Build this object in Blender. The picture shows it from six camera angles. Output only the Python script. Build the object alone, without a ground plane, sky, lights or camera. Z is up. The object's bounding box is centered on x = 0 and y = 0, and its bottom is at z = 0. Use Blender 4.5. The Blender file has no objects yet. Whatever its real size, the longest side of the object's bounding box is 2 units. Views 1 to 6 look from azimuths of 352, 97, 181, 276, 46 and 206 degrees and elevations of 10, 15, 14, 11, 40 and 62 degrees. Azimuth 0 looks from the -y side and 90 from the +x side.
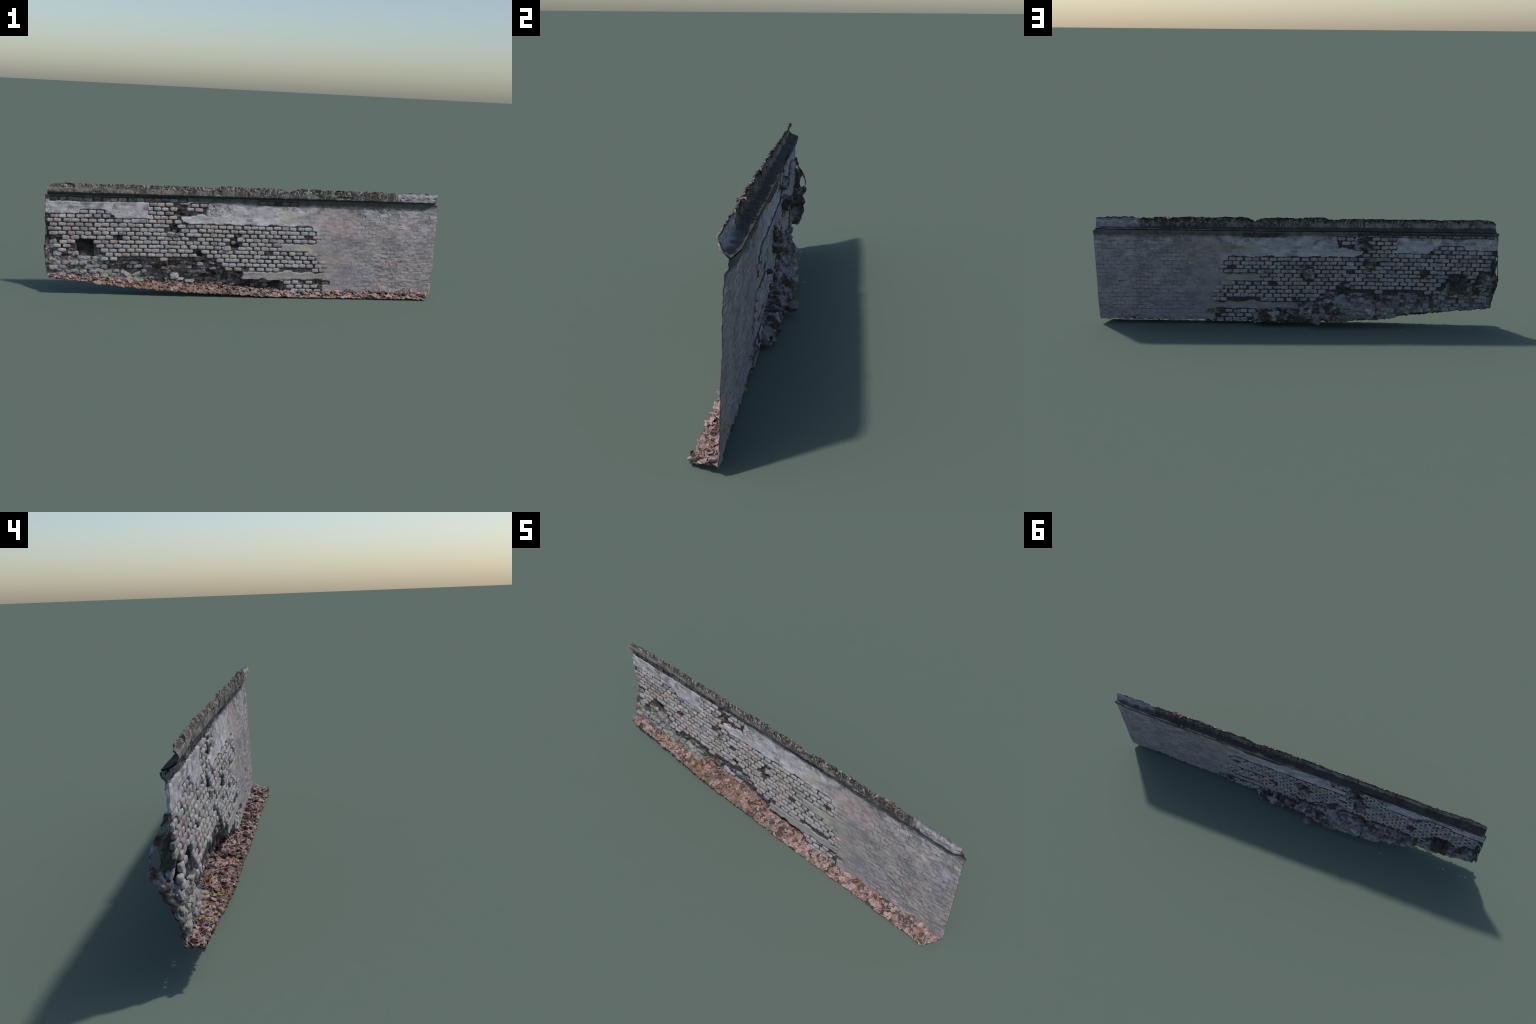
"""A long ruined garden wall: worn bricks in running bond, remnants of plaster,
an eroded rubble foot, a weathered coping and a strip of fallen leaves at the base.
Scanned-shell look: the wall is a thin skin whose back repeats the front relief."""
import bpy, math, random
import numpy as np
from mathutils import Vector, Matrix, Euler, noise as mnoise

random.seed(11)
RNG = np.random.default_rng(11)

# ------------------------------------------------------------------ noise
_TAB = np.random.default_rng(5).random((256, 256))


def vnoise(x, y, seed=0):
    """smooth value noise in -1..1"""
    x = np.asarray(x, float) + seed * 17.31
    y = np.asarray(y, float) + seed * 9.77
    xi = np.floor(x).astype(int); yi = np.floor(y).astype(int)
    fx = x - xi; fy = y - yi
    fx = fx * fx * fx * (fx * (fx * 6 - 15) + 10); fy = fy * fy * fy * (fy * (fy * 6 - 15) + 10)
    a = _TAB[xi % 256, yi % 256]; b = _TAB[(xi + 1) % 256, yi % 256]
    c = _TAB[xi % 256, (yi + 1) % 256]; d = _TAB[(xi + 1) % 256, (yi + 1) % 256]
    return 2 * ((a * (1 - fx) + b * fx) * (1 - fy) + (c * (1 - fx) + d * fx) * fy) - 1


def fbm(x, y, seed=0, octaves=4):
    s = 0; a = 1.0; t = 0
    for o in range(octaves):
        s = s + a * vnoise(np.asarray(x) * 2 ** o, np.asarray(y) * 2 ** o, seed + o * 3)
        t += a; a *= 0.5
    return s / t


def smooth(a, b, x):
    t = np.clip((np.asarray(x, float) - a) / (b - a), 0, 1)
    return t * t * (3 - 2 * t)


# ------------------------------------------------------------------ wall datum
ROW_H = 0.0209            # course height
ROW_Z = 0.1935            # height of course 0


def plane_y(x, z):
    """the wall face: slightly turned in plan and leaning back"""
    return 0.030 * np.asarray(x) + 0.040 * (np.asarray(z) - 0.2)


def row_z(k, x):
    return ROW_Z + ROW_H * k - 0.011 * max(0.0, -0.45 - x)


def brick_x(j):
    """centres of the even courses; the bond is a little wider on the left"""
    return 0.0175 + 0.0401 * j if j > -5 else -0.183 + 0.0414 * (j + 5)


LEFT_Z = [0.06, 0.087, 0.121, 0.172, 0.215, 0.258, 0.334, 0.351, 0.394, 0.478]
LEFT_X = [-.968, -.973, -.979, -.983, -.986, -.980, -.978, -.982, -.987, -.986]
RIGHT_Z = [0.0, 0.016, 0.039, 0.159, 0.288, 0.398, 0.49]
RIGHT_X = [.975, .979, .985, .990, .992, .996, .996]
LIT_X = [-.972, -.884, -.758, -.631, -.415, -.240, .027, .298, .482, .763, .981]
LIT_BACK = [.093, .084, .078, .066, .050, .040, .027, .021, .021, .025, .025]
LIT_FRONT = [.094, .078, .063, .046, .033, .023, .0125, .0075, .0075, .0095, .012]


def left_x(z): return np.interp(z, LEFT_Z, LEFT_X)
def right_x(z): return np.interp(z, RIGHT_Z, RIGHT_X)
def top_z(x): return np.interp(x, [-.99, 1.0], [.4785, .4895])
def litter_back(x): return np.interp(x, LIT_X, LIT_BACK)
def litter_front(x): return np.interp(x, LIT_X, LIT_FRONT)


# ------------------------------------------------------------------ masonry: which bricks are bare
# course number -> runs of bare bricks (from x, to x)
COURSES = {
    13: [(-.98, -.30), (.075, .26)],
    12: [(-.50, -.37), (-.305, -.20)],
    11: [(-.47, -.35), (-.31, -.24)],
    10: [(-.835, -.68), (-.485, -.374)],
    9: [(-.985, -.66), (-.47, -.335)],
    8: [(-.985, -.336)],
    7: [(-.955, -.393), (-.345, .345)],
    6: [(-.983, -.413), (-.322, .365)],
    5: [(-.955, -.385), (-.345, -.066), (-.035, .375)],
    4: [(-.895, -.655), (-.615, -.085), (-.035, .35)],
    3: [(-.920, -.842), (-.756, -.645), (-.618, -.105), (-.018, .172)],
    2: [(-.945, -.864), (-.737, -.415), (-.315, -.065), (-.035, .145)],
    1: [(-.93, -.875), (-.723, -.277), (-.223, .105), (.12, .395)],
    0: [(-.925, -.885), (-.721, -.262), (-.200, .41)],
    -1: [(-.719, -.640), (-.440, -.400), (-.140, .43)],
    -2: [(-.704, -.662), (-.126, .42)],
    -3: [(-.106, -.005), (.012, .19), (.35, .42)],
    -6: [(.188, .272), (.315, .355)],
    -7: [(.215, .372)],
    -8: [(.24, .40)],
}
# bricks that are flush under a wash of plaster (light, barely proud)
FLUSH = {9: (-.985, -.85), 8: (-.60, -.49), 13: (-1, 1), 10: (-1, -.6)}

# hollows: x0, x1, z0, z1, depth, softness of the rim
HOLLOWS = [
    (-.841, -.757, .166, .264, .055, .005),      # putlog hole
    (-.865, -.735, .155, .200, .022, .018),
    (-.895, -.735, .165, .238, .013, .022),
    (-.985, -.895, .215, .272, .020, .012),      # worn left end
    (-.985, -.940, .17, .24, .020, .02),
    (-.735, -.640, .100, .163, .022, .012),
    (-.668, -.425, .060, .176, .050, .014),      # foot of the wall, fallen facing
    (-.615, -.500, .070, .178, .080, .016),
    (-.500, -.395, -.05, .165, .070, .016),
    (-.400, -.137, -.05, .177, .070, .012),
    (-.350, -.180, -.05, .168, .080, .020),
    (-.272, -.216, .174, .219, .028, .008),
    (-.150, -.112, -.05, .157, .050, .010),
    (-.125, -.085, -.05, .055, .100, .012),
    (-.130, -.100, -.05, .138, .045, .008),
    (-.112, -.012, -.05, .118, .044, .008),
    (-.022, .190, -.05, .0770, .048, .006),
    (.180, .215, -.05, .060, .030, .010),
    (.275, .312, .055, .080, .014, .004),
    (.356, .442, .055, .082, .018, .006),
    (.500, .515, .075, .090, .010, .004),
    (-.392, -.340, .302, .350, .034, .008),      # single lost bricks
    (-.378, -.350, .276, .310, .016, .008),
    (-.090, -.034, .238, .300, .034, .008),
    (-.055, -.030, .285, .325, .018, .006),
    (-.655, -.612, .236, .284, .016, .006),
    (-.370, -.285, .388, .425, .026, .010),
    (-.335, -.275, .425, .455, .012, .008),
    (-.300, -.240, .360, .395, .008, .010),
    (.085, .102, .196, .222, .016, .004),
    (-.012, .004, .128, .158, .016, .004),
    (.190, .225, .345, .376, .010, .006),
    (.172, .190, .420, .434, .009, .004),
    (.140, .180, .343, .358, .006, .003),
]


def hollow_depth(x, z):
    wx = x + 0.010 * fbm(x * 32, z * 32, 3, 3)
    wz = z + 0.008 * fbm(x * 32, z * 32, 6, 3)
    d = np.zeros_like(x)
    for x0, x1, z0, z1, dep, s in HOLLOWS:
        qx = np.abs(wx - (x0 + x1) / 2) - (x1 - x0) / 2
        qz = np.abs(wz - (z0 + z1) / 2) - (z1 - z0) / 2
        sd = np.maximum(qx, qz)
        if (x0, x1) == (-.841, -.757):                 # squared-off hole, less ragged
            sd = np.maximum(np.abs(.6 * x + .4 * wx - (x0 + x1) / 2) - (x1 - x0) / 2, np.abs(.6 * z + .4 * wz - (z0 + z1) / 2) - (z1 - z0) / 2)
        d = np.maximum(d, dep * smooth(s * .35, -s, sd))
    return d


def in_run(spec, k, x):
    return any(a <= x <= b for a, b in spec.get(k, []))


bricks = []          # dicts with course, centre, width
for k, runs in COURSES.items():
    for j in range(-26, 26):
        off = 0.5 if k % 2 else 0.0
        x0 = brick_x(j); x1 = brick_x(j + 1)
        xc = x0 + off * (x1 - x0)
        w = x1 - x0
        xc += random.gauss(0, .0022)
        if in_run(COURSES, k, xc) or (in_run(COURSES, k, xc - w * .3) and in_run(COURSES, k, xc + w * .3)):
            z = row_z(k, xc)
            if xc - w * .2 < left_x(z): continue
            if xc - w * .5 < left_x(z):
                cut = left_x(z) - (xc - w * .5); xc += cut / 2; w -= cut
            f = FLUSH.get(k)
            bricks.append(dict(k=k, x=xc, z=z + random.gauss(0, .0008) + .0012 * float(vnoise(xc * 9, k * .7, 19)),
                               w=w * min(1.0, random.gauss(.905, .055)), h=ROW_H * min(.97, random.gauss(.86, .055)),
                               flush=bool(f and f[0] <= xc <= f[1])))

# ------------------------------------------------------------------ helpers for meshes
def new_mesh_object(name, verts, faces, mats, parent=None, mat_idx=None, normals=None, smooth_shade=True):
    me = bpy.data.meshes.new(name)
    verts = np.asarray(verts, dtype=np.float32)
    faces = np.asarray(faces, dtype=np.int32)
    n = faces.shape[1]
    me.vertices.add(len(verts)); me.vertices.foreach_set("co", verts.ravel())
    me.loops.add(faces.size); me.loops.foreach_set("vertex_index", faces.ravel())
    me.polygons.add(len(faces))
    me.polygons.foreach_set("loop_start", np.arange(len(faces), dtype=np.int32) * n)
    if mat_idx is not None:
        me.polygons.foreach_set("material_index", np.asarray(mat_idx, dtype=np.int32))
    me.update(calc_edges=True)
    me.validate()
    if smooth_shade:
        me.polygons.foreach_set("use_smooth", np.ones(len(me.polygons), dtype=bool))
    for m in (mats if isinstance(mats, (list, tuple)) else [mats]):
        me.materials.append(m)
    if normals is not None and len(normals) == len(me.vertices):
        me.normals_split_custom_set_from_vertices([tuple(v) for v in normals])
    ob = bpy.data.objects.new(name, me)
    bpy.context.scene.collection.objects.link(ob)
    if parent is not None:
        ob.parent = parent
    return ob


def grid_normals(P):
    du = np.gradient(P, axis=0); dv = np.gradient(P, axis=1)
    n = np.cross(du, dv)
    return n / np.maximum(np.linalg.norm(n, axis=2, keepdims=True), 1e-12)


def box_blur(a, r):
    for ax in (0, 1):
        p = np.pad(a, [(r, r) if i == ax else (0, 0) for i in (0, 1)] + [(0, 0)] * (a.ndim - 2), mode='edge')
        c = np.cumsum(p, axis=ax)
        z = np.zeros_like(np.take(c, [0], axis=ax))
        c = np.concatenate([z, c], axis=ax)
        n = a.shape[ax]
        a = (np.take(c, np.arange(2 * r + 1, 2 * r + 1 + n), axis=ax) - np.take(c, np.arange(n), axis=ax)) / (2 * r + 1)
    return a


def shell(P, t, keep, label=None):
    """closed thin shell from a grid P[i,j] (normals = du x dv point outwards): returns
    verts, quads, label per quad, vertex normals"""
    nu, nv = P.shape[:2]
    n = grid_normals(P)
    ns = box_blur(n, 2); ns /= np.maximum(np.linalg.norm(ns, axis=2, keepdims=True), 1e-9)
    Q = P - ns * (t if np.ndim(t) == 0 else t[..., None])
    idx = np.arange(nu * nv).reshape(nu, nv)
    N = nu * nv
    a, b, c, d = idx[:-1, :-1], idx[1:, :-1], idx[1:, 1:], idx[:-1, 1:]
    lab = np.zeros(keep.shape, int) if label is None else label
    quads = [np.stack([a, b, c, d], -1)[keep], np.stack([a + N, d + N, c + N, b + N], -1)[keep]]
    labs = [lab[keep], lab[keep]]
    kp = np.pad(keep, 1)
    ctr = kp[1:-1, 1:-1]
    for nb, (p, q) in ((kp[:-2, 1:-1], (d, a)), (kp[2:, 1:-1], (b, c)), (kp[1:-1, :-2], (a, b)), (kp[1:-1, 2:], (c, d))):
        m = ctr & ~nb
        quads.append(np.stack([q, p, p + N, q + N], -1)[m]); labs.append(lab[m])
    V = np.concatenate([P.reshape(-1, 3), Q.reshape(-1, 3)])
    nb = -grid_normals(Q).reshape(-1, 3)
    VN = np.concatenate([n.reshape(-1, 3), nb])
    return V, np.concatenate(quads), np.concatenate(labs), VN


def part_from(V, F, VN, sel, name, mat, parent):
    F = F[sel]
    used, inv = np.unique(F, return_inverse=True)
    return new_mesh_object(name, V[used], inv.reshape(F.shape), mat, parent, normals=VN[used])


# ------------------------------------------------------------------ materials
def ramp(nt, fac, stops, interp='LINEAR'):
    r = nt.nodes.new('ShaderNodeValToRGB'); r.color_ramp.interpolation = interp
    el = r.color_ramp.elements
    while len(el) < len(stops): el.new(0.5)
    for e, (p, c) in zip(el, stops):
        e.position = p
        e.color = (c, c, c, 1) if isinstance(c, (int, float)) else (*c, 1)
    nt.links.new(fac, r.inputs[0])
    return r.outputs[0]


def tex_noise(nt, vec, scale, detail=5, rough=.6, dist=0.0):
    t = nt.nodes.new('ShaderNodeTexNoise')
    t.inputs['Scale'].default_value = scale; t.inputs['Detail'].default_value = detail
    t.inputs['Roughness'].default_value = rough; t.inputs['Distortion'].default_value = dist
    nt.links.new(vec, t.inputs['Vector'])
    return t.outputs['Fac']


def mix(nt, fac, a, b, mode='MIX'):
    m = nt.nodes.new('ShaderNodeMix'); m.data_type = 'RGBA'; m.blend_type = mode
    for sock, v in ((m.inputs[0], fac), (m.inputs[6], a), (m.inputs[7], b)):
        if isinstance(v, bpy.types.NodeSocket): nt.links.new(v, sock)
        elif isinstance(v, (int, float)): sock.default_value = v
        else: sock.default_value = (*v, 1)
    return m.outputs[2]


def math_node(nt, op, a, b=None, clamp=False):
    m = nt.nodes.new('ShaderNodeMath'); m.operation = op; m.use_clamp = clamp
    for i, v in enumerate((a, b)):
        if v is None: continue
        if isinstance(v, bpy.types.NodeSocket): nt.links.new(v, m.inputs[i])
        else: m.inputs[i].default_value = v
    return m.outputs[0]


def map_range(nt, v, a, b, c=0.0, d=1.0):
    m = nt.nodes.new('ShaderNodeMapRange'); m.interpolation_type = 'SMOOTHSTEP'
    nt.links.new(v, m.inputs[0])
    for i, q in enumerate((a, b, c, d)): m.inputs[i + 1].default_value = q
    return m.outputs[0]


def start(name, rough=.9):
    m = bpy.data.materials.new(name); m.use_nodes = True
    nt = m.node_tree
    bsdf = nt.nodes['Principled BSDF']
    bsdf.inputs['Roughness'].default_value = rough
    bsdf.inputs['Specular IOR Level'].default_value = .15
    pos = nt.nodes.new('ShaderNodeNewGeometry').outputs['Position']
    return m, nt, bsdf, pos


def finish(nt, bsdf, col, bump=None, dist=.002, strength=.6):
    nt.links.new(col, bsdf.inputs['Base Color'])
    if bump is not None:
        b = nt.nodes.new('ShaderNodeBump'); b.inputs['Distance'].default_value = dist
        b.inputs['Strength'].default_value = strength
        nt.links.new(bump, b.inputs['Height']); nt.links.new(b.outputs[0], bsdf.inputs['Normal'])


def split_xyz(nt, pos):
    s = nt.nodes.new('ShaderNodeSeparateXYZ'); nt.links.new(pos, s.inputs[0]); return s.outputs


def stretched(nt, pos, sx, sy, sz):
    v = nt.nodes.new('ShaderNodeVectorMath'); v.operation = 'MULTIPLY'
    nt.links.new(pos, v.inputs[0]); v.inputs[1].default_value = (sx, sy, sz); return v.outputs[0]


def brick_material(name, col, alt):
    tint = (.94, .912, .915)
    col = tuple(v * q for v, q in zip(col, tint)); alt = tuple(v * q for v, q in zip(alt, tint))
    m, nt, bsdf, pos = start(name)
    n1 = tex_noise(nt, pos, 45, 4, .6)
    n2 = tex_noise(nt, pos, 260, 5, .7)
    c = mix(nt, ramp(nt, n1, [(.38, 0), (.62, 1)]), col, alt)
    c = mix(nt, ramp(nt, n2, [(.38, .55), (.54, 0)]), c, tuple(v * .45 for v in col))
    c = mix(nt, ramp(nt, tex_noise(nt, pos, 16, 4, .65), [(.36, .65), (.50, 0)]), c, tuple(v * .5 for v in col))
    pale = ramp(nt, tex_noise(nt, pos, 120, 3, .6), [(.55, 0), (.68, .55)])
    c = mix(nt, pale, c, (.56, .54, .535))
    finish(nt, bsdf, c, n2, .0018, .7)
    return m


K = 1.0


def T(r, g, b, k=1.0): return (r * k * K, g * k * K, b * k * K)


BRICK_MATS = [
    brick_material('grey_brick', T(.33, .32, .32), T(.44, .43, .425)),
    brick_material('warm_grey_brick', T(.335, .315, .30), T(.435, .415, .395)),
    brick_material('blue_grey_brick', T(.30, .305, .325), T(.41, .415, .435)),
    brick_material('green_grey_brick', T(.315, .32, .305), T(.425, .43, .412)),
    brick_material('pink_brick', T(.37, .30, .285), T(.46, .39, .375)),
    brick_material('tan_brick', T(.36, .325, .285), T(.46, .42, .38)),
    brick_material('dark_brick', T(.22, .21, .215), T(.32, .305, .30)),
    brick_material('washed_brick', T(.42, .405, .425), T(.52, .505, .52)),
    brick_material('sooty_brick', T(.115, .115, .11), T(.20, .19, .185)),
]


def mortar_material():
    m, nt, bsdf, pos = start('dark_mortar', .95)
    n = tex_noise(nt, pos, 90, 6, .65)
    c = ramp(nt, n, [(.3, (.026, .025, .025)), (.52, (.058, .054, .055)), (.72, (.14, .13, .13))])  # mortar darkened: the near-black shade of the joints is baked into this ramp
    finish(nt, bsdf, c, tex_noise(nt, pos, 240, 4, .7), .002, .6)
    return m


def plaster_material():
    m, nt, bsdf, pos = start('weathered_plaster', .92)
    X, Y, Z = split_xyz(nt, pos)
    big = tex_noise(nt, pos, 7, 4, .55)
    streak = tex_noise(nt, stretched(nt, pos, 20, 20, 40), 1.0, 5, .6)
    fine = tex_noise(nt, pos, 210, 5, .7)
    pale = ramp(nt, streak, [(.30, T(.32, .30, .325)), (.5, T(.46, .436, .462)), (.70, T(.60, .57, .595))])
    dull = ramp(nt, streak, [(.28, T(.21, .195, .198)), (.5, T(.305, .283, .284)), (.72, T(.41, .38, .375))])
    right = map_range(nt, math_node(nt, 'ADD', X, math_node(nt, 'MULTIPLY', math_node(nt, 'SUBTRACT', big, .5), .5)), .22, .45)
    low = map_range(nt, Z, .345, .285)
    c = mix(nt, math_node(nt, 'MAXIMUM', right, math_node(nt, 'MULTIPLY', low, .9)), pale, dull)
    c = mix(nt, math_node(nt, 'MULTIPLY', math_node(nt, 'MULTIPLY', low, map_range(nt, X, .52, .36)), .45), c, T(.27, .275, .235))
    # lighter again towards the upper right
    hi = math_node(nt, 'MULTIPLY', map_range(nt, X, .45, .8), map_range(nt, Z, .28, .45))
    c = mix(nt, math_node(nt, 'MULTIPLY', hi, .6), c, pale)
    # ochre, rose and bluish stains
    c = mix(nt, ramp(nt, tex_noise(nt, stretched(nt, pos, 14, 14, 26), 1, 3, .5), [(.56, 0), (.70, .55)]), c, T(.37, .345, .28))
    off = nt.nodes.new('ShaderNodeVectorMath'); off.operation = 'ADD'
    nt.links.new(stretched(nt, pos, 12, 12, 24), off.inputs[0]); off.inputs[1].default_value = (7, 3, 5)
    rose = ramp(nt, tex_noise(nt, off.outputs[0], 1, 3, .5), [(.52, 0), (.68, .6)])
    rose = math_node(nt, 'MULTIPLY', rose, map_range(nt, X, .15, .4))
    c = mix(nt, rose, c, T(.38, .29, .285))
    off2 = nt.nodes.new('ShaderNodeVectorMath'); off2.operation = 'ADD'
    nt.links.new(stretched(nt, pos, 14, 14, 30), off2.inputs[0]); off2.inputs[1].default_value = (1, 13, 8)
    c = mix(nt, ramp(nt, tex_noise(nt, off2.outputs[0], 1, 3, .5), [(.55, 0), (.70, .6)]), c, T(.27, .265, .31))
    def stain(x0, z0, rx, rz):
        dx = math_node(nt, 'MULTIPLY', math_node(nt, 'ADD', X, -x0), 1 / rx)
        dz = math_node(nt, 'MULTIPLY', math_node(nt, 'ADD', Z, -z0), 1 / rz)
        d2 = math_node(nt, 'ADD', math_node(nt, 'MULTIPLY', dx, dx), math_node(nt, 'MULTIPLY', dz, dz))
        d2 = math_node(nt, 'ADD', d2, math_node(nt, 'MULTIPLY', math_node(nt, 'SUBTRACT', streak, .5), 2.5))
        return map_range(nt, d2, 1.3, .2)
    c = mix(nt, math_node(nt, 'MULTIPLY', stain(.46, .375, .13, .065), .55), c, T(.42, .315, .31))
    c = mix(nt, math_node(nt, 'MULTIPLY', stain(.58, .10, .14, .07), .55), c, T(.265, .25, .295))
    c = mix(nt, math_node(nt, 'MULTIPLY', stain(.22, .405, .06, .045), .6), c, T(.38, .37, .29))
    c = mix(nt, math_node(nt, 'MULTIPLY', stain(.30, .238, .05, .022), .5), c, T(.42, .40, .26))
    c = mix(nt, math_node(nt, 'MULTIPLY', stain(.92, .33, .07, .06), .5), c, T(.34, .32, .37))
    # ghost of the bricks behind the wash
    bt = nt.nodes.new('ShaderNodeTexBrick')
    comb = nt.nodes.new('ShaderNodeCombineXYZ')
    wob = tex_noise(nt, pos, 30, 2, .5)
    nt.links.new(math_node(nt, 'ADD', math_node(nt, 'ADD', X, 5 * .0401 * 8 + .0201 - .0175), math_node(nt, 'MULTIPLY', wob, .008)), comb.inputs[0])
    nt.links.new(math_node(nt, 'ADD', math_node(nt, 'ADD', Z, -ROW_Z + ROW_H * 20.5), math_node(nt, 'MULTIPLY', wob, .006)), comb.inputs[1])
    nt.links.new(comb.outputs[0], bt.inputs['Vector'])
    bt.inputs['Scale'].default_value = 1; bt.inputs['Brick Width'].default_value = .0401
    bt.inputs['Row Height'].default_value = ROW_H; bt.inputs['Mortar Size'].default_value = .0035
    bt.inputs['Mortar Smooth'].default_value = .5
    bt.inputs['Color1'].default_value = (1, 1, 1, 1); bt.inputs['Color2'].default_value = (.1, .1, .1, 1)
    bt.inputs['Mortar'].default_value = (0, 0, 0, 1)
    ghost = math_node(nt, 'MULTIPLY', ramp(nt, bt.outputs['Color'], [(.28, 0), (.55, 1)]), math_node(nt, 'MAXIMUM', ramp(nt, tex_noise(nt, pos, 9, 2, .5), [(.45, 0), (.62, .8)]), math_node(nt, 'MULTIPLY', map_range(nt, X, -.58, -.66), ramp(nt, tex_noise(nt, pos, 22, 2, .5), [(.35, .15), (.6, .95)]))))
    c = mix(nt, ghost, c, mix(nt, .72, c, T(.15, .148, .158)))
    line = math_node(nt, 'MULTIPLY', bt.outputs['Fac'], ramp(nt, tex_noise(nt, stretched(nt, pos, 22, 22, 50), 1, 4, .6), [(.43, 0), (.56, .9)]))
    line = math_node(nt, 'MULTIPLY', line, map_range(nt, X, .30, .65, 0, .7))
    c = mix(nt, line, c, T(.095, .09, .085))
    # broken bed joints: short dark dashes along the courses
    dash = ramp(nt, tex_noise(nt, stretched(nt, pos, 26, 26, 120), 1, 4, .62, .6), [(.32, .8), (.40, 0)])
    dash = math_node(nt, 'MULTIPLY', dash, map_range(nt, X, .35, .70, .12, 1))
    c = mix(nt, dash, c, T(.10, .092, .090))
    grime = ramp(nt, tex_noise(nt, stretched(nt, pos, 20, 20, 26), 1, 5, .65), [(.40, .75), (.50, 0)])
    c = mix(nt, math_node(nt, 'MULTIPLY', grime, map_range(nt, Z, .36, .44)), c, T(.15, .148, .152))
    # pits
    c = mix(nt, ramp(nt, fine, [(.33, .7), (.43, 0)]), c, T(.13, .13, .135))
    # damp dirt and algae hanging from the coping
    edge = math_node(nt, 'ADD', Z, math_node(nt, 'MULTIPLY', math_node(nt, 'SUBTRACT', tex_noise(nt, stretched(nt, pos, 22, 22, 6), 1, 4, .6), .5), .05))
    dirt = map_range(nt, edge, .447, .470)
    c = mix(nt, math_node(nt, 'MULTIPLY', dirt, .88), c, ramp(nt, tex_noise(nt, pos, 25, 4, .6), [(.35, (.055, .060, .058)), (.55, (.10, .108, .10)), (.7, (.125, .115, .075))]))
    h = math_node(nt, 'ADD', fine, math_node(nt, 'MULTIPLY', streak, 1.5))
    finish(nt, bsdf, c, h, .0025, .6)
    return m


def rubble_material():
    m, nt, bsdf, pos = start('rubble_core', .95)
    X, Y, Z = split_xyz(nt, pos)
    n = tex_noise(nt, stretched(nt, pos, 1, 1, 1.8), 32, 6, .65)
    c = ramp(nt, n, [(.34, (.028, .023, .021)), (.46, (.085, .074, .070)), (.55, (.20, .182, .18)), (.66, (.38, .36, .355))])
    brown = ramp(nt, tex_noise(nt, pos, 14, 3, .5), [(.46, 0), (.56, .85)])
    c = mix(nt, brown, c, (.055, .040, .032))
    lav = ramp(nt, tex_noise(nt, stretched(nt, pos, 1, 1, 1.3), 17, 3, .5), [(.53, 0), (.62, .75)])
    c = mix(nt, lav, c, (.30, .285, .32))
    gx = nt.nodes.new('ShaderNodeMath'); gx.operation = 'ABSOLUTE'
    nt.links.new(math_node(nt, 'ADD', X, .44), gx.inputs[0])
    heap = math_node(nt, 'MULTIPLY', map_range(nt, gx.outputs[0], .24, .15), map_range(nt, math_node(nt, 'ADD', Z, math_node(nt, 'MULTIPLY', n, .06)), .150, .125))
    c = mix(nt, math_node(nt, 'MULTIPLY', heap, .85), c, ramp(nt, n, [(.36, (.13, .13, .115)), (.52, (.26, .26, .235)), (.66, (.40, .39, .38))]))
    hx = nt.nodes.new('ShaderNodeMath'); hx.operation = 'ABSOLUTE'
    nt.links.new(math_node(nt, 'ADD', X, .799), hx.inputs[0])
    niche_dark = math_node(nt, 'MULTIPLY', map_range(nt, hx.outputs[0], .050, .040), map_range(nt, Z, .180, .200))
    niche_dark = math_node(nt, 'MULTIPLY', niche_dark, map_range(nt, Z, .275, .265))
    c = mix(nt, math_node(nt, 'MULTIPLY', niche_dark, .8), c, (.035, .028, .026))
    # algae towards the left foot
    al = math_node(nt, 'MULTIPLY', map_range(nt, X, -.42, -.72), map_range(nt, Z, .23, .12))
    al = math_node(nt, 'MULTIPLY', al, ramp(nt, tex_noise(nt, pos, 22, 4, .6), [(.38, .0), (.6, .9)]))
    c = mix(nt, al, c, ramp(nt, tex_noise(nt, pos, 60, 4, .6), [(.35, (.075, .078, .064)), (.6, (.24, .24, .21))]))
    finish(nt, bsdf, c, tex_noise(nt, pos, 150, 5, .7), .003, .8)
    return m


def stone_material(name, a, b):
    m, nt, bsdf, pos = start(name, .95)
    n = tex_noise(nt, pos, 70, 5, .65)
    c = ramp(nt, n, [(.32, a), (.68, b)])
    f = tex_noise(nt, pos, 240, 4, .7)
    c = mix(nt, ramp(nt, f, [(.38, .5), (.5, 0)]), c, tuple(v * .45 for v in a))
    finish(nt, bsdf, c, f, .002, .7)
    return m


STONE_MATS = [
    stone_material('mossy_stone', (.20, .20, .172), (.41, .402, .368)),
    stone_material('grey_stone', (.21, .20, .195), (.39, .375, .36)),
    stone_material('brown_stone', (.13, .11, .10), (.27, .235, .22)),
    stone_material('pale_stone', (.36, .36, .38), (.50, .50, .52)),
    stone_material('lavender_stone', (.21, .20, .22), (.37, .355, .38)),
]


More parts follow.
